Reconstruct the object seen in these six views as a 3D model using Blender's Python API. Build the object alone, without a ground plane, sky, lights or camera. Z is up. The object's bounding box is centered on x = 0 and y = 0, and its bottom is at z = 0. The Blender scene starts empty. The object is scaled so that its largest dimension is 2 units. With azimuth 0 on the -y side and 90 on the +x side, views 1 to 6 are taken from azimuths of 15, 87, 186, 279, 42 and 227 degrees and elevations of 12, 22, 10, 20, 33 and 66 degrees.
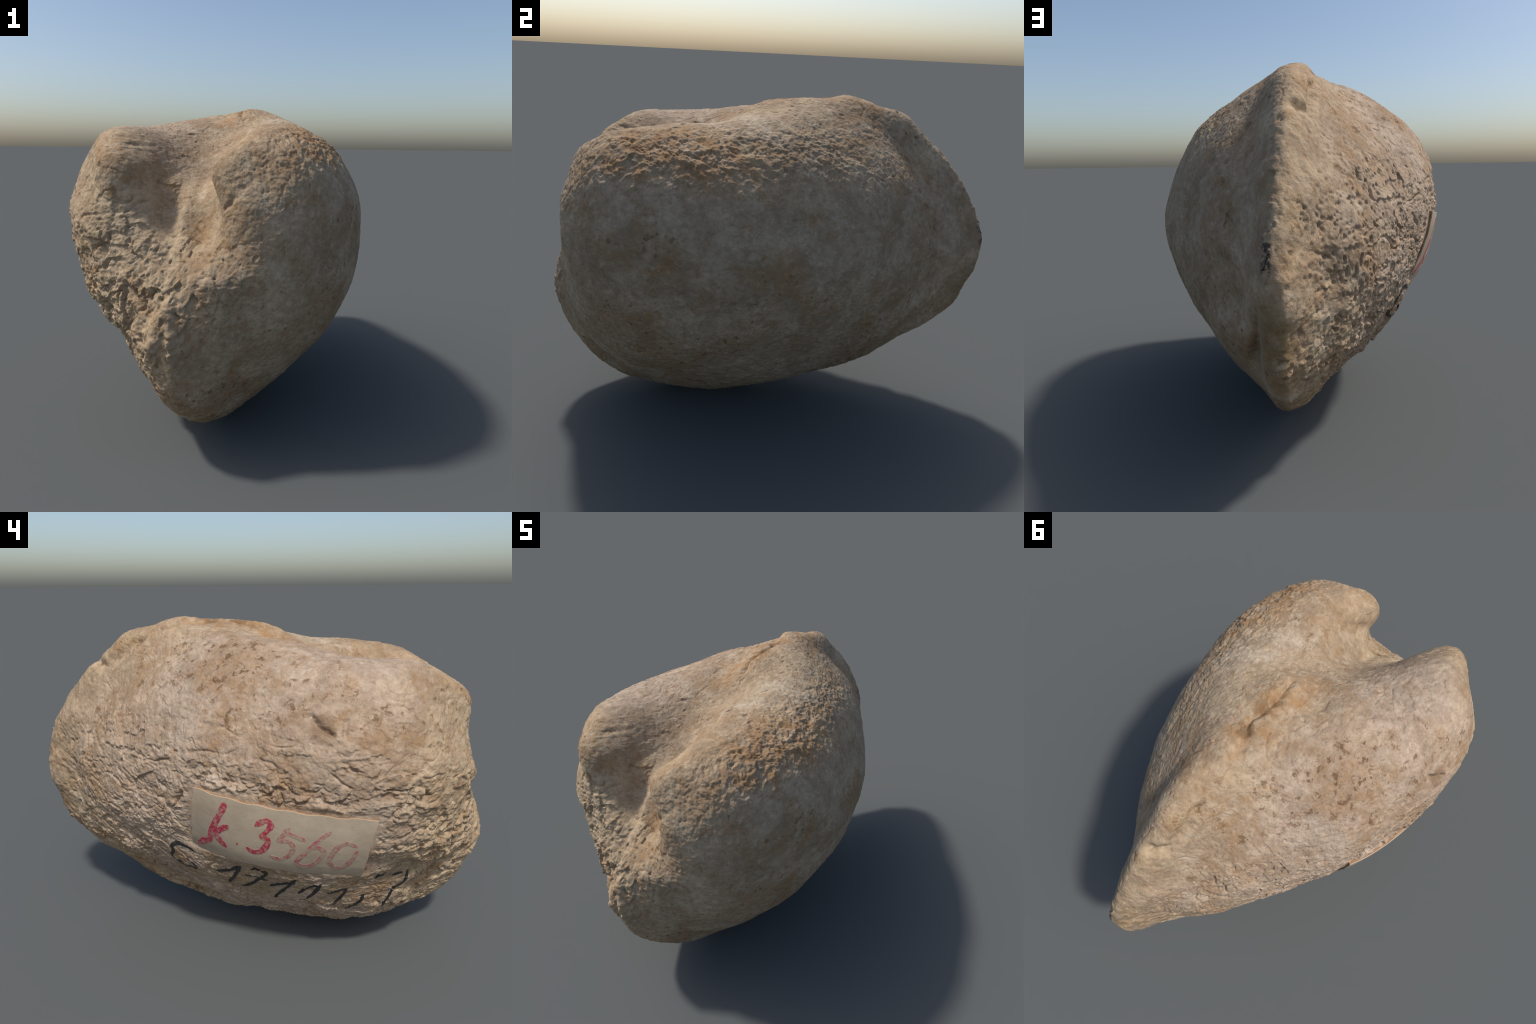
"""A heart-shaped fossil bivalve (a stone cast of both closed valves) with a paper
specimen label and an inked inventory number on its rough valve."""
import bpy
import numpy as np
from mathutils import Vector
from mathutils.bvhtree import BVHTree

DETAIL = 360            # cells along one edge of the cube-sphere
rng = np.random.default_rng(7)

# --------------------------------------------------------------------------
# 1. BODY FORM: cross-sections around the long (y) axis, plus dents and swellings
# --------------------------------------------------------------------------
CENTRE = np.array([0.03, -0.08, 0.72])
# each section is a ring seen from CENTRE at an angle from the front (-y) axis;
# radii run from the keel (-90 deg) up the right side, over the hinge (90) and down the left side
LONGITUDES = np.radians([-90, -82, -70, -50, -30, -10, 10, 30, 50, 68, 82, 90,
                         98, 112, 130, 150, 170, 190, 210, 230, 250, 262.0])
FRONT_POLE, REAR_POLE = 0.864, 0.835
SECTIONS = [
    (16, [0.949, 0.915, 0.882, 0.846, 0.829, 0.825, 0.830, 0.798, 0.753, 0.690, 0.658, 0.729, 0.742, 0.692, 0.796, 0.825, 0.852, 0.860, 0.872, 0.891, 0.947, 0.941]),
    (32, [0.945, 0.917, 0.843, 0.793, 0.774, 0.779, 0.795, 0.831, 0.799, 0.635, 0.488, 0.461, 0.528, 0.499, 0.711, 0.879, 0.855, 0.827, 0.794, 0.777, 0.862, 0.934]),
    (46, [0.893, 0.870, 0.792, 0.730, 0.709, 0.713, 0.742, 0.797, 0.838, 0.769, 0.602, 0.567, 0.571, 0.580, 0.838, 0.877, 0.818, 0.756, 0.702, 0.757, 0.808, 0.842]),
    (60, [0.819, 0.783, 0.713, 0.651, 0.646, 0.645, 0.671, 0.743, 0.771, 0.726, 0.638, 0.590, 0.584, 0.666, 0.820, 0.821, 0.751, 0.693, 0.657, 0.682, 0.734, 0.777]),
    (75, [0.726, 0.713, 0.660, 0.598, 0.580, 0.599, 0.623, 0.681, 0.703, 0.663, 0.606, 0.594, 0.611, 0.677, 0.754, 0.754, 0.682, 0.631, 0.597, 0.609, 0.655, 0.697]),
    (90, [0.707, 0.668, 0.619, 0.563, 0.541, 0.567, 0.592, 0.623, 0.647, 0.656, 0.650, 0.658, 0.626, 0.677, 0.703, 0.685, 0.645, 0.597, 0.551, 0.569, 0.622, 0.660]),
    (105, [0.680, 0.658, 0.613, 0.548, 0.524, 0.549, 0.580, 0.595, 0.638, 0.666, 0.697, 0.711, 0.700, 0.707, 0.692, 0.671, 0.629, 0.575, 0.553, 0.562, 0.624, 0.690]),
    (120, [0.731, 0.672, 0.620, 0.557, 0.538, 0.548, 0.580, 0.600, 0.646, 0.689, 0.749, 0.787, 0.773, 0.718, 0.690, 0.661, 0.623, 0.579, 0.583, 0.589, 0.623, 0.715]),
    (135, [0.796, 0.713, 0.672, 0.601, 0.570, 0.576, 0.600, 0.630, 0.680, 0.731, 0.784, 0.836, 0.803, 0.750, 0.720, 0.687, 0.644, 0.628, 0.619, 0.640, 0.694, 0.783]),
    (150, [0.853, 0.808, 0.747, 0.696, 0.650, 0.643, 0.649, 0.668, 0.737, 0.786, 0.808, 0.825, 0.839, 0.823, 0.791, 0.763, 0.730, 0.715, 0.711, 0.755, 0.812, 0.858]),
    (165, [0.951, 0.831, 0.846, 0.813, 0.763, 0.765, 0.765, 0.802, 0.811, 0.845, 0.871, 0.916, 0.938, 0.941, 0.895, 0.883, 0.858, 0.850, 0.867, 0.892, 0.937, 0.960]),
]
# dents (-) and swellings (+): place on the surface, angular radius, height
SWELLINGS = [
    (-0.21, -0.79, 1.15, 0.17, 0.314),
    (-0.33, -0.76, 1.21, 0.17, -0.053),
    (-0.26, -0.63, 1.26, 0.17, 0.149),
    (0.23, -0.70, 1.24, 0.17, 0.019),
    (0.12, -0.74, 1.14, 0.17, 0.254),
    (0.20, -0.82, 1.01, 0.17, 0.057),
    (-0.05, -0.59, 1.08, 0.17, -0.049),
    (0.02, -0.85, 0.83, 0.17, -0.040),
    (-0.05, 0.38, 1.41, 0.11, 0.035),
    (-0.05, 0.55, 1.35, 0.11, 0.079),
    (-0.04, 0.67, 1.26, 0.11, 0.083),
    (-0.02, 0.77, 1.17, 0.11, 0.097),
    (-0.01, 0.87, 1.05, 0.11, 0.056),
    (-0.01, 0.95, 0.91, 0.11, 0.066),
    (-0.00, 0.99, 0.79, 0.11, 0.140),
    (-0.02, 0.99, 0.67, 0.11, 0.168),
    (-0.02, 0.93, 0.52, 0.11, 0.071),
    (-0.03, 0.79, 0.35, 0.11, 0.026),
]


def cubic(knots, x):
    """Non-uniform Catmull-Rom: the four knots around each x and their weights."""
    i = np.clip(np.searchsorted(knots, x, side="right") - 1, 1, len(knots) - 3)
    x0, x1, x2, x3 = knots[i - 1], knots[i], knots[i + 1], knots[i + 2]
    h = x2 - x1
    t = (x - x1) / h
    h00, h10, h01, h11 = 2*t**3 - 3*t**2 + 1, t**3 - 2*t**2 + t, -2*t**3 + 3*t**2, t**3 - t**2
    a, b, c = x1 - x0, h, x3 - x2
    w0 = -h10*h*b / (a*(a + b))
    w1 = h00 + h10*h*(b - a)/(a*b) - h11*h*c/(b*(b + c))
    w2 = h01 + h10*h*a/(b*(a + b)) + h11*h*(c - b)/(b*c)
    w3 = h11*h*b / (c*(b + c))
    return i, (w0, w1, w2, w3)


def form_radius(d):
    """Radius of the smooth body in the unit directions d."""
    rings = np.array([r for _, r in SECTIONS])
    pol = np.radians([a for a, _ in SECTIONS])
    n = len(LONGITUDES)
    half = np.pi
    lon_x = np.concatenate([LONGITUDES[-3:] - 2*np.pi, LONGITUDES, LONGITUDES[:3] + 2*np.pi])
    lon = np.arctan2(d[:, 2], d[:, 0])
    lon = np.where(lon < -np.pi/2, lon + 2*np.pi, lon)
    opp = np.where(lon + half >= 1.5*np.pi, lon - half, lon + half)

    def along(ring, at):
        i, w = cubic(lon_x, at)
        return sum(ring[(i + k - 4) % n] * w[k] for k in range(4))

    # meridian profile through front pole, rings, rear pole, continued over both poles
    prof = [along(rings[1], opp), along(rings[0], opp), np.full(len(d), FRONT_POLE)]
    prof += [along(r, lon) for r in rings]
    prof += [np.full(len(d), REAR_POLE), along(rings[-1], opp), along(rings[-2], opp)]
    prof = np.array(prof)
    pol_x = np.concatenate([[-pol[1], -pol[0], 0], pol, [np.pi, 2*np.pi - pol[-1], 2*np.pi - pol[-2]]])
    i, w = cubic(pol_x, np.arccos(np.clip(-d[:, 1], -1, 1)))
    at = np.arange(len(d))
    r = sum(prof[i + k - 1, at] * w[k] for k in range(4))
    for x, y, z, size, height in SWELLINGS:
        c = np.array([x, y, z]) - CENTRE
        c /= np.linalg.norm(c)
        r = r + height * np.exp(-((d - c)**2).sum(1) / size**2)
    return r


# the hollow between the two beaks: grooves scooped along an axis above their floor (x, y, z, radius);
# the first is the broad trough, the second undercuts the right beak
HOLLOWS = [
    [(0.030, -0.472, 1.332, 0.147), (-0.000, -0.647, 1.235, 0.141), (-0.039, -0.811, 1.116, 0.140), (-0.048, -0.920, 1.037, 0.130)],
    [(0.057, -0.587, 1.203, 0.076), (0.053, -0.710, 1.095, 0.076), (0.069, -0.775, 0.968, 0.093)],
]


def scoop(p):
    radial = (p - CENTRE) / np.linalg.norm(p - CENTRE, axis=1, keepdims=True)
    for chain in HOLLOWS:
        best, push = np.full(len(p), 9.0), np.zeros_like(p)
        for a, b in zip(chain[:-1], chain[1:]):
            a, b = np.array(a), np.array(b)
            ab = b[:3] - a[:3]
            t = np.clip((p - a[:3]) @ ab / (ab @ ab), 0, 1)
            away = p - (a[:3] + t[:, None]*ab)
            d = np.linalg.norm(away, axis=1)
            gap = d - (a[3] + t*(b[3] - a[3]))
            move = np.maximum(0.5*(np.sqrt(gap**2 + 0.03**2) - gap) - 0.004, 0)
            move = move * np.clip(0.9 - 2.5*(away*radial).sum(1)/d, 0, 1)   # never heap up
            near = gap < best
            best = np.where(near, gap, best)
            push[near] = (away / d[:, None] * move[:, None])[near]
        p = p + push
    return p


# --------------------------------------------------------------------------
# 2. NOISE FIELDS
# --------------------------------------------------------------------------
def lattice(ix, iy, iz, seed):
    h = (ix.astype(np.uint32)*np.uint32(374761393) + iy.astype(np.uint32)*np.uint32(668265263)
         + iz.astype(np.uint32)*np.uint32(2147483647) + np.uint32(seed*1274126177 % 4294967296))
    h = (h ^ (h >> np.uint32(13))) * np.uint32(1274126177)
    h = (h ^ (h >> np.uint32(15))) * np.uint32(2246822519)
    return h ^ (h >> np.uint32(16))


def unit(h):
    return (h & np.uint32(0xFFFFFF)).astype(np.float32) / 16777215.0


def noise(p, scale, seed):
    """Gradient noise, about -1..1."""
    q = (p * scale).astype(np.float32)
    i = np.floor(q).astype(np.int64)
    f = q - i
    u = f*f*f*(f*(f*6 - 15) + 10)
    out = 0
    for dx in (0, 1):
        wx = u[:, 0] if dx else 1 - u[:, 0]
        for dy in (0, 1):
            wy = u[:, 1] if dy else 1 - u[:, 1]
            for dz in (0, 1):
                wz = u[:, 2] if dz else 1 - u[:, 2]
                h = lattice(i[:, 0] + dx, i[:, 1] + dy, i[:, 2] + dz, seed)
                ga, gz = unit(h)*6.2831853, unit(h * np.uint32(2654435761))*2 - 1
                gr = np.sqrt(np.maximum(0, 1 - gz*gz))
                dot = gr*np.cos(ga)*(f[:, 0] - dx) + gr*np.sin(ga)*(f[:, 1] - dy) + gz*(f[:, 2] - dz)
                out = out + wx*wy*wz*dot
    return out * 1.6


def fractal(p, scale, seed, octaves=4, gain=0.5):
    return sum(noise(p, scale * 2.03**k, seed + 17*k) * gain**k for k in range(octaves))


def cells(p, scale, seed):
    """Worley: distance to nearest and second nearest seed, and a random number per cell."""
    q = (p * scale).astype(np.float32)
    i = np.floor(q).astype(np.int64)
    f1, f2, rid = np.full(len(p), 9.0, np.float32), np.full(len(p), 9.0, np.float32), np.zeros(len(p), np.float32)
    for dx in (-1, 0, 1):
        for dy in (-1, 0, 1):
            for dz in (-1, 0, 1):
                c = i + np.array([dx, dy, dz])
                h = lattice(c[:, 0], c[:, 1], c[:, 2], seed)
                o = np.stack([unit(h), unit(h*np.uint32(2654435761)), unit(h*np.uint32(2246822519))], 1)
                d = np.sqrt((((c + o) - q)**2).sum(1))
                near = d < f1
                f2 = np.where(near, f1, np.minimum(f2, d))
                rid = np.where(near, unit(h*np.uint32(3266489917)), rid)
                f1 = np.where(near, d, f1)
    return f1, f2, rid


def facets(p, scale, seed, tilt):
    """Broken chips: every cell is a small plane with its own tilt and level, in metres."""
    q = (p * scale).astype(np.float32)
    i = np.floor(q).astype(np.int64)
    f1, out = np.full(len(p), 9.0, np.float32), np.zeros(len(p), np.float32)
    for dx in (-1, 0, 1):
        for dy in (-1, 0, 1):
            for dz in (-1, 0, 1):
                c = i + np.array([dx, dy, dz])
                h = lattice(c[:, 0], c[:, 1], c[:, 2], seed)
                a, b, e = unit(h), unit(h*np.uint32(2654435761)), unit(h*np.uint32(2246822519))
                v = q - (c + np.stack([a, b, e], 1))
                d = np.sqrt((v**2).sum(1))
                near = d < f1
                way = np.stack([b - 0.5, e - 0.5, a - 0.5], 1)*2
                out = np.where(near, ((v*way).sum(1)*tilt + (unit(h*np.uint32(3266489917)) - 0.5)*0.55) / scale, out)
                f1 = np.where(near, d, f1)
    return out


def step(a, b, x):
    t = np.clip((x - a) / (b - a), 0, 1)
    return t*t*(3 - 2*t)


def spot(p, centre, radius):
    """1 at a place on the surface, falling off to 0 over radius (scalar or per axis)."""
    return np.exp(-(((p - np.array(centre)) / np.array(radius))**2).sum(1))


# --------------------------------------------------------------------------
# 3. BODY MESH
# --------------------------------------------------------------------------
def cube_sphere(n):
    """Unit directions and quads of a cube blown up to a sphere, seams welded."""
    t = np.tan(np.linspace(-np.pi/4, np.pi/4, n + 1))
    a, b = np.meshgrid(t, t, indexing="ij")
    o = np.ones_like(a)
    faces, verts, base = [], [], 0
    k = np.arange(n*(n + 1)).reshape(n, n + 1)[:, :n].ravel()
    quad = np.stack([k, k + n + 1, k + n + 2, k + 1], 1)
    for s in ((o, a, b), (-o, b, a), (b, o, a), (a, -o, b), (a, b, o), (b, a, -o)):
        verts.append(np.stack(s, -1).reshape(-1, 3))
        faces.append(quad + base)
        base += (n + 1)**2
    v, f = np.concatenate(verts), np.concatenate(faces)
    _, first, inv = np.unique(np.round(v, 7), axis=0, return_index=True, return_inverse=True)
    v, f = v[first], inv.ravel()[f]
    v = v / np.linalg.norm(v, axis=1, keepdims=True)
    mid = v[f].mean(1)
    side = np.cross(v[f[:, 1]] - v[f[:, 0]], v[f[:, 2]] - v[f[:, 0]])
    flip = (side * mid).sum(1) < 0
    f[flip] = f[flip][:, ::-1]
    return v, f


def vertex_normals(p, f):
    n = np.cross(p[f[:, 2]] - p[f[:, 0]], p[f[:, 3]] - p[f[:, 1]])
    out = np.zeros_like(p)
    for k in range(4):
        for ax in range(3):
            out[:, ax] += np.bincount(f[:, k], n[:, ax], len(p))
    return out / np.linalg.norm(out, axis=1, keepdims=True)


def terrace(h, levels, sharp=0.35):
    """Turns a soft height into worn plates with steep little ledges."""
    q = h * levels
    k = np.floor(q)
    return (k + step(1 - sharp, 1.0, q - k)) / levels


def cracks(p, scale, seed, width):
    """Thin curved cracks: zero lines of a noise, broken up by another."""
    line = noise(p, scale, seed)
    return np.exp(-(line/width)**2) * step(0.0, 0.45, noise(p, scale*0.9, seed + 3))


def beside(p, path):
    """Distance to a line drawn over the surface."""
    best = np.full(len(p), 9.0)
    path = np.array(path)
    for a, b in zip(path[:-1], path[1:]):
        t = np.clip((p - a) @ (b - a) / ((b - a) @ (b - a)), 0, 1)
        best = np.minimum(best, np.linalg.norm(p - a - t[:, None]*(b - a), axis=1))
    return best


# lines cut into the surface: path, half width, depth
GROOVES = [
    ([(0.025, -0.17, 1.345), (0.01, -0.05, 1.385), (-0.007, 0.07, 1.40), (-0.003, 0.145, 1.408), (-0.018, 0.195, 1.41)], 0.012, 0.022),  # ligament slit
    ([(-0.018, 0.195, 1.41), (-0.05, 0.24, 1.40), (-0.085, 0.32, 1.385)], 0.022, 0.016),                                  # behind the knob
    ([(-0.094, 0.478, 1.32), (-0.092, 0.527, 1.294), (-0.089, 0.596, 1.251), (-0.078, 0.639, 1.226), (-0.047, 0.69, 1.231)], 0.026, 0.028),  # under the rear ridge
    ([(-0.572, -0.279, 1.142), (-0.589, -0.307, 1.113), (-0.601, -0.343, 1.087)], 0.013, 0.022),                          # gash
    ([(-0.579, -0.386, 1.129), (-0.599, -0.386, 1.086)], 0.009, 0.012),
    ([(0.188, -0.809, 1.004), (0.228, -0.82, 1.053), (0.25, -0.815, 1.065)], 0.010, 0.009),                               # chip at the right beak
    ([(-0.55, -0.52, 0.57), (-0.48, -0.63, 0.54), (-0.36, -0.72, 0.50), (-0.27, -0.79, 0.47)], 0.050, 0.014),             # gully below the left beak
]
MARGIN = [(-0.018, 0.776, 1.173), (-0.02, 0.827, 1.108), (-0.015, 0.873, 1.047), (-0.012, 0.916, 0.979), (-0.006, 0.947, 0.914), (-0.001, 0.982, 0.851), (-0.004, 0.99, 0.794),
          (-0.013, 0.995, 0.735), (-0.02, 0.995, 0.667), (-0.025, 0.978, 0.597), (-0.024, 0.935, 0.516), (-0.029, 0.905, 0.446), (-0.029, 0.801, 0.346), (-0.017, 0.578, 0.199)]
LABEL_AT, LABEL_U, LABEL_V = np.array([-0.542, -0.164, 0.706]), np.array([-0.110, -0.989, -0.095]), np.array([0.200, 0.072, -0.977])
INKED_AT, INKED_U, INKED_V = np.array([-0.457, -0.165, 0.46]), np.array([0.031, -0.998, 0.048]), np.array([0.508, -0.025, -0.861])


def relief(p, n):
    """Height of the weathered surface above the smooth form, in metres."""
    x, y, z = p.T
    wob = noise(p, 3.0, 5)
    warp = p + 0.022*np.stack([noise(p, 9, 31), noise(p, 9, 32), noise(p, 9, 33)], 1)
    warp += 0.007*np.stack([noise(p, 26, 34), noise(p, 26, 35), noise(p, 26, 36)], 1)
    long = warp*np.array([1, 0.6, 1.15])
    left = step(0.00, -0.14, x + 0.04*wob)
    # where the surface is scaly, pitted, gritty
    edge = z + 0.10*wob + 0.10*np.clip(y, -1, 1)
    scaly = left * (0.55*step(1.00, 0.82, edge) + 0.30*step(1.12, 0.86, edge) + 0.15*step(1.28, 1.0, edge))
    front = step(-0.62, -0.86, y) * step(1.00, 0.80, z + 0.08*wob) * step(0.34, 0.12, x - 0.1*wob + 0.25*step(0.7, 0.4, z))
    scaly = np.maximum(scaly, 0.5*front)
    scaly = scaly * (1 - 0.65*step(0.25, 0.6, y)*step(0.45, 0.7, z)) * (1 - 0.35*step(0.1, 0.5, y))
    scaly = scaly * (1 - 0.55*step(-0.62, -0.80, y)*step(0.62, 0.85, z))      # calmer around the beaks
    # the flank below the label was rubbed smooth and varnished for the ink number
    written_on = step(0.58, 0.46, np.abs((p - INKED_AT) @ INKED_U)) * step(0.19, 0.11, np.abs((p - INKED_AT) @ INKED_V)) * step(-0.2, -0.3, x)
    scaly = scaly * (1 - 0.8*written_on)
    shoulder = spot(p, (0.43, -0.40, 1.22), (0.17, 0.34, 0.10)) + 0.5*spot(p, (0.33, 0.10, 1.24), (0.15, 0.3, 0.1))
    beak = 0.32*spot(p, (0.30, -0.75, 1.10), (0.2, 0.18, 0.16))
    keel = spot(p, (-0.03, 0.0, 0.05), (0.30, 0.8, 0.25))
    rear_pits = left * step(0.15, 0.5, y) * step(1.2, 1.0, z) * (1 - written_on)
    quiet = 1 - 0.8*spot(p, (-0.08, -0.66, 1.06), (0.13, 0.18, 0.17))

    h = 0.006*fractal(p, 2.6, 11, 3)
    # scales and plates with ledges, longer along the shell
    plates = terrace(fractal(long, 11, 41, 4, 0.55), 2.6)
    small = terrace(fractal(long, 26, 45, 3, 0.55), 2.2)
    lumps = 0.5 - np.abs(noise(long, 17, 51))
    chips = facets(long, 17, 43, 0.45)*0.42 + facets(warp, 34, 44, 0.5)*0.35
    h += scaly*(0.3 + 0.7*step(-0.5, 0.4, noise(p, 5, 77)))*(0.009*plates + 0.006*small + 0.009*lumps + chips + 0.0035*fractal(p, 60, 61, 2) - 0.003)
    h += (0.35*front + 0.22*rear_pits + 0.10*left)*(1 - 0.7*scaly)*quiet*chips
    h -= (0.010*scaly + 0.004*left)*cracks(long, 13, 81, 0.09)*quiet
    h -= (0.005*scaly + 0.0025)*cracks(warp, 24, 86, 0.10)*quiet
    # gritty shoulder of the right valve, coarse keel
    grit = 0.010*terrace(fractal(warp, 26, 65, 3, 0.6), 3) + 0.006*(0.5 - np.abs(noise(warp, 45, 67)))
    h += (shoulder + beak + 0.5*keel)*grit
    # fine grain everywhere
    h += quiet*(0.0021*fractal(p, 40, 71, 3, 0.6) + 0.0018*noise(p, 11, 75))
    # pits: ragged worm holes, dense on the rear of the left valve, sparse elsewhere
    holes = step(0.34, 0.52, noise(warp*np.array([1.15, 1, 0.72]), 36, 47) - 0.25 + 0.22*rear_pits*step(-0.6, 0.3, noise(p, 4, 91)) + 0.10*front + 0.06*scaly)
    h -= (0.004 + 0.007*np.maximum(rear_pits, 0.6*front))*quiet*holes
    f1, _, r4 = cells(warp*np.array([1.1, 1, 0.75]), 34, 50)
    h -= 0.007*np.maximum(rear_pits, 0.5*front)*quiet*step(0.36, 0.18, f1)*(r4 < 0.16)
    f1, _, r6 = cells(warp*np.array([1.1, 1, 0.7]), 58, 49)
    h -= (0.0015 + 0.0045*np.maximum(rear_pits, 0.6*keel))*quiet*step(0.45, 0.2, f1)*(r6 < 0.10 + 0.4*rear_pits + 0.3*keel)
    f1, _, r5 = cells(warp, 13, 48)
    h -= 0.009*step(0.22, 0.08, f1)*(r5 < 0.06 + 0.1*rear_pits)*quiet
    h = np.where(h > 0, 0.018*np.tanh(h/0.018), h)
    under = step(0.365, 0.335, np.abs((p - LABEL_AT) @ LABEL_U)) * step(0.17, 0.14, np.abs((p - LABEL_AT) @ LABEL_V)) * step(-0.3, -0.4, x)
    h = h*(1 - under) - 0.006*under      # the label's bed
    # crisp, chipped lip along the rear margin
    lip = np.exp(-(beside(p, MARGIN)/0.026)**2) * step(1.17, 1.03, z)
    h += lip*(1 - 0.7*step(0.93, 0.98, y))*(0.011 + 0.010*noise(p, 13, 95) + 0.5*facets(p, 24, 96, 0.5))
    # lip of the right beak, knob on the hinge, then the cuts
    h += 0.024*spot(p, (0.12, -0.755, 1.15), (0.045, 0.06, 0.07))
    h += 0.016*spot(p, (-0.045, 0.285, 1.415), (0.045, 0.06, 0.05))
    for path, width, depth in GROOVES:
        h -= depth*np.exp(-(beside(warp, path)/width)**2)
    return h


directions, quads = cube_sphere(DETAIL)
form = scoop(CENTRE + directions * form_radius(directions)[:, None])


def blend(p, faces, centre, radius, rounds):
    """Rubs the surface smooth around a place, as water would."""
    mask = spot(p, centre, radius)
    near = mask > 0.02
    f = faces[near[faces].all(1)]
    ids, loc = np.unique(f, return_inverse=True)
    loc = loc.reshape(f.shape)
    a = np.concatenate([loc[:, k] for k in range(4)])
    b = np.concatenate([loc[:, (k + 1) % 4] for k in range(4)])
    a, b = np.concatenate([a, b]), np.concatenate([b, a])
    count = np.bincount(a, minlength=len(ids))[:, None]
    q, w = p[ids].copy(), np.clip(mask[ids]*1.6, 0, 1)[:, None]
    w[np.bincount(loc.ravel(), minlength=len(ids)) < 4] = 0        # keep the rim
    for _ in range(rounds):
        mean = np.stack([np.bincount(a, q[b, k], len(ids)) for k in range(3)], 1) / count
        q += 0.7*w*(mean - q)
    out = p.copy()
    out[ids] = q
    return out


form = blend(form, quads, (0.03, -0.80, 0.93), (0.11, 0.14, 0.15), 260)
form = blend(form, quads, (-0.31, -0.83, 1.02), (0.13, 0.12, 0.13), 160)
form_n = vertex_normals(form, quads)
body_p = form + form_n * relief(form, form_n)[:, None]
body_p[:, 2] = np.maximum(body_p[:, 2], 0.0)                       # it rests on its keel
rear = body_p[:, 1] > 0.985
body_p[rear, 1] = 0.985 + 0.018*np.tanh((body_p[rear, 1] - 0.985)/0.018)   # blunt rear margin
body_n = vertex_normals(body_p, quads)


# --------------------------------------------------------------------------
# 4. MATERIALS
# --------------------------------------------------------------------------
class Nodes:
    def __init__(self, name):
        self.mat = bpy.data.materials.new(name)
        self.mat.use_nodes = True
        self.t = self.mat.node_tree
        self.bsdf = self.t.nodes["Principled BSDF"]
        self.co = self.add("ShaderNodeTexCoord").outputs["Object"]

    def add(self, kind, **props):
        n = self.t.nodes.new(kind)
        for k, v in props.items():
            setattr(n, k, v)
        return n

    def put(self, socket, value):
        if hasattr(value, "is_linked"):
            self.t.links.new(value, socket)
        else:
            socket.default_value = value

    def noise(self, scale, detail=5, rough=0.55, distort=0.0, vec=None):
        n = self.add("ShaderNodeTexNoise")
        self.put(n.inputs["Vector"], vec or self.co)
        n.inputs["Scale"].default_value = scale
        n.inputs["Detail"].default_value = detail
        n.inputs["Roughness"].default_value = rough
        n.inputs["Distortion"].default_value = distort
        return n.outputs["Fac"]

    def voronoi(self, scale, out="Distance", vec=None):
        n = self.add("ShaderNodeTexVoronoi")
        self.put(n.inputs["Vector"], vec or self.co)
        n.inputs["Scale"].default_value = scale
        return n.outputs[out]

    def ramp(self, value, lo, hi, a=0.0, b=1.0):
        n = self.add("ShaderNodeMapRange", interpolation_type="SMOOTHSTEP")
        self.put(n.inputs["Value"], value)
        for i, v in zip((1, 2, 3, 4), (lo, hi, a, b)):
            n.inputs[i].default_value = v
        return n.outputs[0]

    def math(self, op, a, b=0.0):
        n = self.add("ShaderNodeMath", operation=op)
        self.put(n.inputs[0], a)
        self.put(n.inputs[1], b)
        return n.outputs[0]

    def mul(self, *v):
        out = v[0]
        for w in v[1:]:
            out = self.math("MULTIPLY", out, w)
        return out

    def mix(self, fac, a, b, blend="MIX"):
        n = self.add("ShaderNodeMix", data_type="RGBA", blend_type=blend)
        self.put(n.inputs[0], fac)
        self.put(n.inputs[6], (*a, 1) if isinstance(a, tuple) else a)
        self.put(n.inputs[7], (*b, 1) if isinstance(b, tuple) else b)
        return n.outputs[2]

    def near(self, place, size, soft=0.35):
        """1 within an ellipsoid around a place on the object, wobbling edge."""
        m = self.add("ShaderNodeMapping")
        self.put(m.inputs["Vector"], self.co)
        s = size if isinstance(size, tuple) else (size,)*3
        m.inputs["Scale"].default_value = [1/v for v in s]
        m.inputs["Location"].default_value = [-p/v for p, v in zip(place, s)]
        d = self.add("ShaderNodeVectorMath", operation="LENGTH")
        self.put(d.inputs[0], m.outputs[0])
        wob = self.math("ADD", d.outputs["Value"], self.math("MULTIPLY", self.math("SUBTRACT", self.noise(9, 3), 0.5), 1.0))
        return self.ramp(wob, 1 + soft, 1 - soft)

    def axis(self, i):
        return self.add_sep().outputs[i]

    def add_sep(self):
        if not hasattr(self, "_sep"):
            self._sep = self.add("ShaderNodeSeparateXYZ")
            self.put(self._sep.inputs[0], self.co)
        return self._sep

    def bump(self, height, strength, distance):
        b = self.add("ShaderNodeBump")
        b.inputs["Strength"].default_value = strength
        b.inputs["Distance"].default_value = distance
        self.put(b.inputs["Height"], height)
        self.put(self.bsdf.inputs["Normal"], b.outputs[0])


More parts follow.
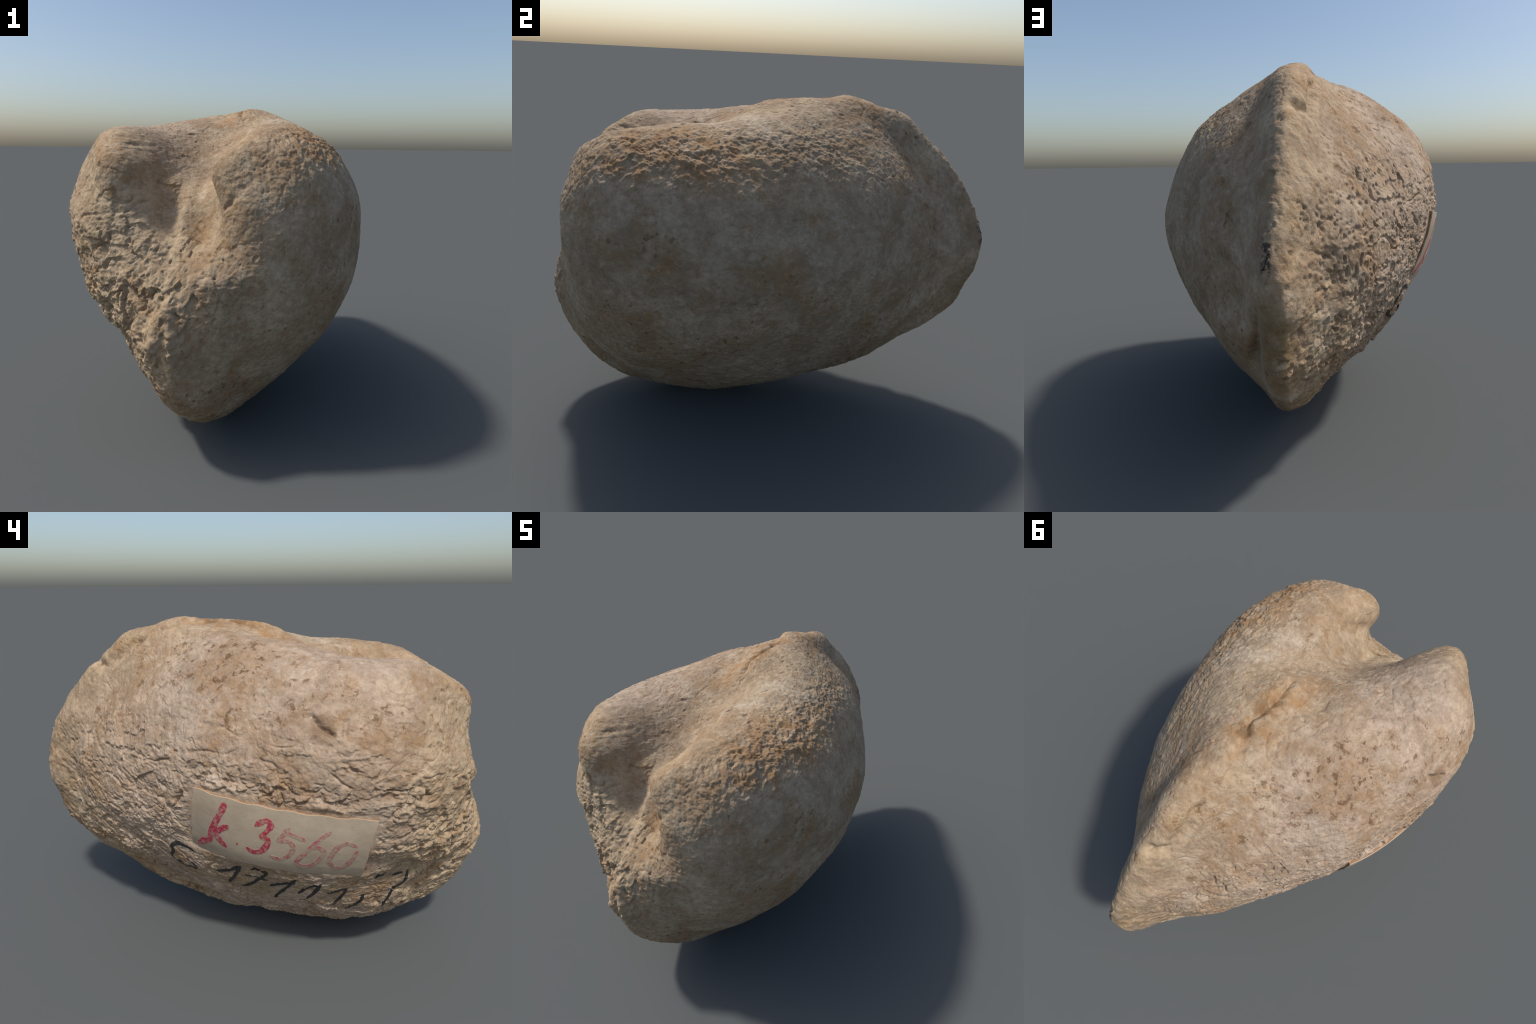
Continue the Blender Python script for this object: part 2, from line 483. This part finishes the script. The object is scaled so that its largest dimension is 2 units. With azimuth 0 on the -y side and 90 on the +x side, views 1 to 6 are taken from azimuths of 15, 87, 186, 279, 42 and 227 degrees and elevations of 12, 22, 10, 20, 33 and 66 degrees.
def stone_material():
    m = Nodes("weathered_limestone")
    big, mid, fine = m.noise(2.2, 5), m.noise(7, 7, 0.65, 0.4), m.noise(38, 6, 0.7)
    col = m.mix(m.ramp(big, 0.38, 0.62), (0.415, 0.315, 0.212), (0.455, 0.335, 0.205))
    col = m.mix(m.ramp(mid, 0.40, 0.62), col, (0.32, 0.235, 0.152))
    col = m.mix(m.mul(m.ramp(m.noise(4.2, 7, 0.66, 0.3), 0.50, 0.66), 0.75), col, (0.50, 0.405, 0.295))
    # the left valve leans to pinkish grey, the front to straw
    pink = m.mul(m.ramp(m.math("ADD", m.axis(0), m.mul(big, 0.35)), 0.10, -0.18), m.ramp(m.math("ADD", m.axis(1), m.mul(mid, 0.3)), -0.62, -0.30))
    col = m.mix(m.mul(pink, 0.6), col, m.mix(m.ramp(mid, 0.36, 0.64), (0.47, 0.37, 0.295), (0.345, 0.262, 0.20)))
    straw = m.ramp(m.math("ADD", m.axis(1), m.mul(mid, 0.3)), -0.40, -0.66)
    col = m.mix(m.mul(straw, 0.65), col, m.mix(m.ramp(mid, 0.36, 0.64), (0.53, 0.41, 0.268), (0.39, 0.29, 0.182)))
    # greyer tone over the right valve
    grey = m.mul(m.ramp(m.math("ADD", m.axis(0), m.mul(big, 0.3)), 0.15, 0.4),
                 m.ramp(m.math("ADD", m.axis(2), m.mul(mid, 0.3)), 1.36, 1.16))
    tone = m.mix(m.ramp(mid, 0.36, 0.64), (0.40, 0.318, 0.222), (0.29, 0.218, 0.145))
    tone = m.mix(m.mul(m.ramp(m.noise(11, 6, 0.7), 0.55, 0.72), 0.5), tone, (0.488, 0.439, 0.348))
    col = m.mix(m.mul(grey, 0.7), col, tone)
    col = m.mix(m.mul(grey, m.ramp(m.noise(4.5, 7, 0.68, 0.4), 0.50, 0.66), 0.6), col, (0.25, 0.172, 0.098))
    # ochre iron stain: scattered, strong on the gritty shoulder and the hinge crest
    ochre = m.mul(m.ramp(m.noise(6.5, 7, 0.7, 0.5), 0.54, 0.72), 0.6)
    ochre = m.math("MAXIMUM", ochre, m.mul(m.near((0.44, -0.38, 1.22), (0.16, 0.34, 0.11)), m.ramp(m.noise(14, 6, 0.7), 0.36, 0.62), 0.8))
    ochre = m.math("MAXIMUM", ochre, m.mul(m.near((-0.02, 0.06, 1.38), (0.08, 0.30, 0.08)), m.ramp(m.noise(12, 6, 0.7), 0.36, 0.62), 0.8))
    col = m.mix(ochre, col, (0.342, 0.189, 0.0793))
    mottle = m.mul(m.ramp(m.noise(17, 6, 0.72, 0.6), 0.53, 0.70), m.ramp(m.noise(2.6, 4), 0.36, 0.56, 0.3, 1.0), 0.8)
    col = m.mix(mottle, col, (0.27, 0.155, 0.075))
    col = m.mix(m.mul(m.near((-0.01, 0.10, 1.40), (0.035, 0.16, 0.05)), m.ramp(m.noise(20, 4), 0.40, 0.58), 0.7), col, (0.16, 0.085, 0.035))  # dark brown patch along the hinge crack
    rust = m.mul(m.ramp(m.noise(3.4, 7, 0.7, 0.7), 0.45, 0.64), m.ramp(m.noise(21, 5, 0.7), 0.36, 0.60, 0.25, 1.0), 0.7)
    col = m.mix(rust, col, (0.30, 0.178, 0.085))
    # brown specks in clusters
    speck = m.mul(m.ramp(m.noise(32, 4, 0.6), 0.57, 0.68), m.ramp(m.noise(3.2, 3), 0.48, 0.60), 0.75)
    speck = m.math("MAXIMUM", speck, m.mul(m.near((-0.34, 0.08, 1.29), (0.15, 0.30, 0.14)), m.ramp(m.noise(28, 5, 0.62), 0.54, 0.65), 0.9))
    col = m.mix(speck, col, (0.13, 0.066, 0.028))
    dots = m.mul(m.ramp(m.voronoi(85), 0.20, 0.08), m.ramp(m.noise(13, 2), 0.44, 0.56), 0.8)
    col = m.mix(dots, col, (0.07, 0.045, 0.03))
    pale = m.mul(m.ramp(m.voronoi(55), 0.16, 0.05), m.ramp(m.noise(9, 2), 0.54, 0.62), 0.75)
    col = m.mix(pale, col, (0.60, 0.56, 0.52))
    # ochre-brown rind along the lower rear margin, with a black crust above it
    col = m.mix(m.mul(m.near((-0.012, 0.95, 0.60), (0.045, 0.10, 0.14)), m.ramp(m.noise(14, 4), 0.35, 0.55), 0.7), col, (0.23, 0.15, 0.065))
    col = m.mix(m.mul(m.near((0.010, 0.98, 0.83), (0.015, 0.04, 0.085)), m.ramp(m.noise(60, 4, 0.7), 0.44, 0.56)), col, (0.035, 0.03, 0.032))
    # varnish yellowed around the ink number
    col = m.mix(m.mul(m.near((-0.45, -0.15, 0.45), (0.16, 0.50, 0.13)), m.ramp(m.noise(8, 5), 0.36, 0.6), 0.55), col, (0.27, 0.185, 0.085))
    # dark brown in the gash, the holes and a few single spots
    for place, size in (((-0.59, -0.31, 1.11), 0.045), ((0.43, -0.51, 1.246), 0.018), ((0.12, 0.555, 1.19), 0.016), ((0.184, 0.606, 1.074), 0.012),
                        ((0.56, -0.588, 0.944), 0.012), ((-0.17, 0.65, 1.047), 0.02), ((-0.26, -0.845, 1.05), 0.025)):
        col = m.mix(m.mul(m.near(place, size), 0.6), col, (0.15, 0.08, 0.035))
    # salt-and-pepper grain
    col = m.mix(m.ramp(fine, 0.30, 0.60, 0.45, 0.0), col, (0.183, 0.128, 0.083))
    col = m.mix(m.ramp(fine, 0.55, 0.80, 0.0, 0.45), col, (0.61, 0.512, 0.403))
    m.put(m.bsdf.inputs["Base Color"], col)
    m.bsdf.inputs["Roughness"].default_value = 0.9
    m.bsdf.inputs["Specular IOR Level"].default_value = 0.2
    h = m.math("ADD", m.noise(110, 5, 0.65), m.mul(m.noise(45, 5, 0.65), 1.6))
    m.bump(h, 0.5, 0.006)
    return m.mat


def paper_material():
    m = Nodes("aged_paper")
    col = m.mix(m.ramp(m.noise(6, 6, 0.6), 0.35, 0.7), (0.42, 0.34, 0.245), (0.34, 0.268, 0.19))
    col = m.mix(m.mul(m.ramp(m.noise(60, 4, 0.7), 0.55, 0.75), 0.35), col, (0.22, 0.18, 0.13))
    m.put(m.bsdf.inputs["Base Color"], col)
    m.bsdf.inputs["Roughness"].default_value = 0.8
    m.bump(m.noise(25, 5), 0.3, 0.006)
    return m.mat


def plain_material(name, a, b, scale, lo=0.4, hi=0.6, rough=0.8):
    m = Nodes(name)
    col = m.mix(m.ramp(m.noise(scale, 5, 0.7), lo, hi), a, b)
    m.put(m.bsdf.inputs["Base Color"], col)
    m.bsdf.inputs["Roughness"].default_value = rough
    return m.mat


STONE = stone_material()
PAPER = paper_material()
GLUE = plain_material("brown_glue_edge", (0.29, 0.145, 0.065), (0.37, 0.215, 0.11), 30)
RED = plain_material("red_crayon", (0.36, 0.22, 0.16), (0.36, 0.022, 0.055), 75, 0.36, 0.56)
FADED = plain_material("faded_red_crayon", (0.355, 0.285, 0.195), (0.36, 0.085, 0.11), 75, 0.40, 0.64)
INK = plain_material("black_ink", (0.012, 0.012, 0.012), (0.035, 0.03, 0.025), 40, rough=0.55)


# --------------------------------------------------------------------------
# 5. OBJECTS
# --------------------------------------------------------------------------
def mesh_from(name, verts, faces, material, smooth=True):
    me = bpy.data.meshes.new(name)
    me.vertices.add(len(verts))
    me.vertices.foreach_set("co", np.asarray(verts, np.float32).ravel())
    faces = np.asarray(faces)
    me.loops.add(faces.size)
    me.loops.foreach_set("vertex_index", faces.astype(np.int32).ravel())
    me.polygons.add(len(faces))
    me.polygons.foreach_set("loop_start", np.arange(0, faces.size, faces.shape[1], dtype=np.int32))
    me.update(calc_edges=True)
    me.polygons.foreach_set("use_smooth", np.full(len(faces), smooth))
    me.materials.append(material)
    ob = bpy.data.objects.new(name, me)
    bpy.context.scene.collection.objects.link(ob)
    return ob


fossil = bpy.data.objects.new("fossil_shell", None)
bpy.context.scene.collection.objects.link(fossil)
fossil["label"] = "heart-shaped beige stone fossil bivalve with paper specimen label"
fossil["category"] = "fossil"

# regions of the one continuous surface
mid = form[quads].mean(1)
mx, my, mz = mid.T
seam = 0.03 - 0.10*step(0.1, -0.6, my)*step(0.5, 1.0, mz) - 0.03*step(0.2, 0.9, -my)
region = np.where(mx > seam, 0, 1)
front_top = step(-0.35, -0.55, my + 0.25*(mz - 1.1))
region[(front_top > 0.5) & (mz > 0.98) & (mx > 0.10)] = 2
region[(front_top > 0.5) & (mz > 0.98) & (mx < -0.19)] = 3
hollow = ((mid - np.array([-0.03, -0.62, 1.06]))**2 / np.array([0.16, 0.26, 0.24])**2).sum(1) < 1
region[hollow] = 4
region[(np.abs(mx - 0.0) < 0.11) & (my > -0.35) & (my < 0.70) & (mz > 1.12)] = 5
for code, name in ((0, "valve"), (1, "valve"), (2, "umbo"), (3, "umbo"), (4, "hollow"), (5, "hinge_ridge")):
    f = quads[region == code]
    used, inv = np.unique(f, return_inverse=True)
    part = mesh_from(name, body_p[used], inv.reshape(f.shape), STONE)
    part.data.normals_split_custom_set_from_vertices(body_n[used].tolist())
    part.parent = fossil

surface = BVHTree.FromPolygons([Vector(v) for v in body_p], quads.tolist())
smooth_body = BVHTree.FromPolygons([Vector(v) for v in form], quads.tolist())


def onto(tree, origin, normal):
    hit, n, _, _ = tree.ray_cast(Vector(origin + normal*0.5), Vector(-normal))
    return (np.array(hit), np.array(n)) if hit else (origin, normal)


class Frame:
    """A plane beside the object on which marks are laid out: u to the right, v down."""
    def __init__(self, origin, u, n):
        self.o, self.u, self.n = np.array(origin), np.array(u), np.array(n)
        self.u /= np.linalg.norm(self.u)
        self.n -= self.u * (self.n @ self.u)
        self.n /= np.linalg.norm(self.n)
        self.v = np.cross(self.u, self.n)
        if self.v[2] > 0:
            self.v = -self.v

    def at(self, u, v):
        return self.o + u*self.u + v*self.v


# paper label, bent along the valve, glued on a brown bed
LABEL = Frame((-0.542, -0.164, 0.706), (-0.11, -0.989, -0.095), (-0.974, 0.126, -0.19))
CORNERS = np.array([(-0.314, -0.140), (0.338, -0.130), (0.318, 0.152), (-0.335, 0.154)])   # tl tr br bl
NU, NV = 60, 24


def label_height(u, v):
    """Height of the label face above its layout plane: a stiff bend, simpler than the stone below."""
    return label_fit @ np.array([1, u, v, u*u, v*v, u*v, u**3])


samples = []
for uu in np.linspace(-0.32, 0.33, 14):
    for vv in np.linspace(-0.13, 0.12, 7):
        q = LABEL.at(uu, vv)
        samples.append((uu, vv, (onto(smooth_body, q, LABEL.n)[0] - q) @ LABEL.n))
S = np.array(samples)
basis = np.stack([np.ones(len(S)), S[:, 0], S[:, 1], S[:, 0]**2, S[:, 1]**2, S[:, 0]*S[:, 1], S[:, 0]**3], 1)
label_fit = np.linalg.lstsq(basis, S[:, 2], rcond=None)[0]
LIFT = 0.004


def on_label(u, v, lift):
    return LABEL.at(u, v) + LABEL.n*(label_height(u, v) + lift)


def slab(name, grow, top, depth, material):
    verts = []
    for layer in (top, top - depth):
        for j in range(NV + 1):
            for i in range(NU + 1):
                s, t = i/NU, j/NV
                u, v = (CORNERS[0]*(1-s)*(1-t) + CORNERS[1]*s*(1-t) + CORNERS[2]*s*t + CORNERS[3]*(1-s)*t) * (1 + grow)
                edge = 0.0025*np.sin(37*s + 3) * (t in (0, 1)) + 0.002*np.sin(23*t) * (s in (0, 1))
                wave = 0.003*np.sin(9*u + 14*v) - 0.004*max(0, t - 0.82)/0.18
                verts.append(on_label(u + (s in (0, 1))*edge, v + (t in (0, 1))*edge, layer + wave))
    n1 = (NU + 1)*(NV + 1)
    idx = lambda i, j, l: l*n1 + j*(NU + 1) + i
    faces = []
    for j in range(NV):
        for i in range(NU):
            faces.append((idx(i, j, 0), idx(i, j+1, 0), idx(i+1, j+1, 0), idx(i+1, j, 0)))
            faces.append((idx(i, j, 1), idx(i+1, j, 1), idx(i+1, j+1, 1), idx(i, j+1, 1)))
    for i in range(NU):
        faces.append((idx(i, 0, 0), idx(i+1, 0, 0), idx(i+1, 0, 1), idx(i, 0, 1)))
        faces.append((idx(i, NV, 0), idx(i, NV, 1), idx(i+1, NV, 1), idx(i+1, NV, 0)))
    for j in range(NV):
        faces.append((idx(0, j, 0), idx(0, j, 1), idx(0, j+1, 1), idx(0, j+1, 0)))
        faces.append((idx(NU, j, 0), idx(NU, j+1, 0), idx(NU, j+1, 1), idx(NU, j, 1)))
    ob = mesh_from(name, verts, faces, material)
    ob.data.set_sharp_from_angle(angle=0.7)
    return ob


label = slab("paper_label", 0.0, LIFT, 0.004, PAPER)
label.parent = fossil
bed = slab("glue_bed", -0.008, LIFT - 0.004, 0.03, GLUE)
bed.parent = fossil


def stroke(points, width, place, seed, taper=0.35):
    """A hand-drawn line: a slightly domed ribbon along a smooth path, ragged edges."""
    r = np.random.default_rng(seed)
    pts = np.array(points, float)
    ext = np.vstack([2*pts[0] - pts[1], pts, 2*pts[-1] - pts[-2]])
    path = []
    for k in range(1, len(ext) - 2):
        m = max(3, int(np.linalg.norm(ext[k+1] - ext[k]) / 0.005))
        for t in np.linspace(0, 1, m, endpoint=False):
            a, b, c, d = ext[k-1:k+3]
            path.append(0.5*(2*b + (c - a)*t + (2*a - 5*b + 4*c - d)*t*t + (3*b - a - 3*c + d)*t**3))
    path.append(pts[-1])
    path = np.array(path)
    tang = np.gradient(path, axis=0)
    tang /= np.linalg.norm(tang, axis=1, keepdims=True) + 1e-9
    side = np.stack([-tang[:, 1], tang[:, 0]], 1)
    n, rows = len(path), 7
    ends = np.minimum(np.arange(n), np.arange(n)[::-1])
    w = width*0.5*(taper + (1 - taper)*np.clip(ends/3, 0, 1))*(1 + 0.5*np.convolve(r.standard_normal(n + 4), np.ones(5)/5, 'valid')*0.45)
    verts, faces = [], []
    for i in range(n):
        for j in range(rows):
            s = (-1, -0.93, -0.45, 0, 0.45, 0.93, 1)[j]
            u, v = path[i] + side[i]*w[i]*s
            verts.append(place(u, v, 0.0008 if abs(s) < 1 else -0.002))
    for i in range(n - 1):
        for j in range(rows - 1):
            a = i*rows + j
            faces.append((a, a + 1, a + rows + 1, a + rows))
    return verts, faces


def written(name, strokes, width, place, material, parent, seed):
    verts, faces = [], []
    for k, s in enumerate(strokes):
        v, f = stroke(s, width, place, seed*10 + k)
        faces += [tuple(i + len(verts) for i in q) for q in f]
        verts += v
    ob = mesh_from(name, verts, faces, material, smooth=False)
    # face outward
    ob.data.update()
    if sum((p.normal @ Vector(LABEL.n)) for p in ob.data.polygons) < 0:
        ob.data.flip_normals()
    ob.parent = parent
    return ob


def label_place(u, v, lift):
    wave = 0.003*np.sin(9*u + 14*v)
    return on_label(u, v, LIFT + wave + lift)


RED_MARKS = [
    ("letter", RED, 0.026, [[(-0.184, -0.12), (-0.202, -0.073), (-0.223, -0.024), (-0.241, 0.035), (-0.256, 0.093)], [(-0.307, 0.128), (-0.262, 0.077)], [(-0.171, -0.025), (-0.199, -0.0), (-0.226, 0.032)], [(-0.226, 0.032), (-0.207, 0.064), (-0.182, 0.088)]]),
    ("full_stop", RED, 0.022, [[(-0.142, 0.053), (-0.135, 0.051)]]),
    ("digit", RED, 0.023, [[(-0.072, -0.052), (-0.052, -0.073), (-0.031, -0.085), (-0.015, -0.066), (-0.045, -0.012), (-0.023, -0.009), (-0.026, 0.022), (-0.048, 0.06), (-0.079, 0.069), (-0.103, 0.056)]]),
    ("digit", FADED, 0.020, [[(0.05, -0.073), (0.031, -0.038), (0.01, -0.005)], [(0.037, -0.054), (0.07, -0.042), (0.11, -0.03)], [(0.01, -0.005), (0.048, -0.015), (0.069, 0.012), (0.053, 0.055), (0.023, 0.08), (-0.014, 0.072)]]),
    ("digit", FADED, 0.019, [[(0.191, -0.077), (0.163, -0.049), (0.139, -0.014), (0.107, 0.036), (0.083, 0.083), (0.115, 0.103), (0.154, 0.071), (0.176, 0.02), (0.156, -0.005), (0.129, 0.002)]]),
    ("digit", FADED, 0.019, [[(0.286, -0.015), (0.254, -0.031), (0.225, -0.018), (0.205, 0.023), (0.197, 0.065), (0.22, 0.096), (0.251, 0.088), (0.274, 0.05), (0.288, 0.002)]]),
]
for k, (name, mat, width, strokes) in enumerate(RED_MARKS):
    written(name, strokes, width, label_place, mat, label, 100 + k)

# inked inventory number on the stone below the label
INKED = Frame((-0.431, -0.169, 0.443), (0.031, -0.998, 0.048), (-0.861, -0.051, -0.506))


def stone_place(u, v, lift):
    hit, n = onto(surface, INKED.at(u, v), INKED.n)
    return hit + INKED.n*(lift + 0.0014)


INK_MARKS = [
    ("letter", [[(-0.337, -0.121), (-0.368, -0.132), (-0.403, -0.131), (-0.442, -0.1), (-0.444, -0.067), (-0.463, -0.021), (-0.439, -0.008), (-0.399, 0.001), (-0.349, -0.005)], [(-0.383, -0.051), (-0.36, -0.039), (-0.344, -0.017)]]),
    ("digit", [[(-0.265, -0.034), (-0.239, -0.03), (-0.197, -0.057), (-0.15, -0.097)], [(-0.155, -0.09), (-0.183, -0.023), (-0.203, 0.015), (-0.222, 0.059)]]),
    ("digit", [[(-0.115, -0.084), (-0.082, -0.089), (-0.047, -0.086)], [(-0.047, -0.086), (-0.085, -0.021), (-0.129, 0.035), (-0.169, 0.063)], [(-0.143, -0.028), (-0.094, -0.027), (-0.054, -0.016)]]),
    ("digit", [[(-0.048, 0.023), (-0.013, -0.007), (0.025, -0.037), (0.063, -0.079)], [(0.058, -0.068), (0.018, 0.009), (-0.009, 0.067), (-0.038, 0.133)]]),
    ("digit", [[(0.064, 0.04), (0.104, -0.015), (0.157, -0.057)], [(0.153, -0.052), (0.13, 0.017), (0.097, 0.078)], [(0.067, 0.115), (0.091, 0.107)]]),
    ("digit", [[(0.179, 0.018), (0.214, -0.001), (0.257, -0.019)], [(0.253, -0.015), (0.233, 0.051), (0.197, 0.118)]]),
    ("slash", [[(0.25, 0.199), (0.276, 0.139), (0.307, 0.106), (0.322, 0.057)]]),
    ("digit", [[(0.361, -0.038), (0.398, -0.067)]]),
    ("digit", [[(0.429, -0.011), (0.47, -0.002)], [(0.493, 0.001), (0.483, 0.067), (0.448, 0.084), (0.421, 0.132), (0.402, 0.191)]]),
]
for k, (name, strokes) in enumerate(INK_MARKS):
    written(name, strokes, 0.014, stone_place, INK, fossil, 200 + k)
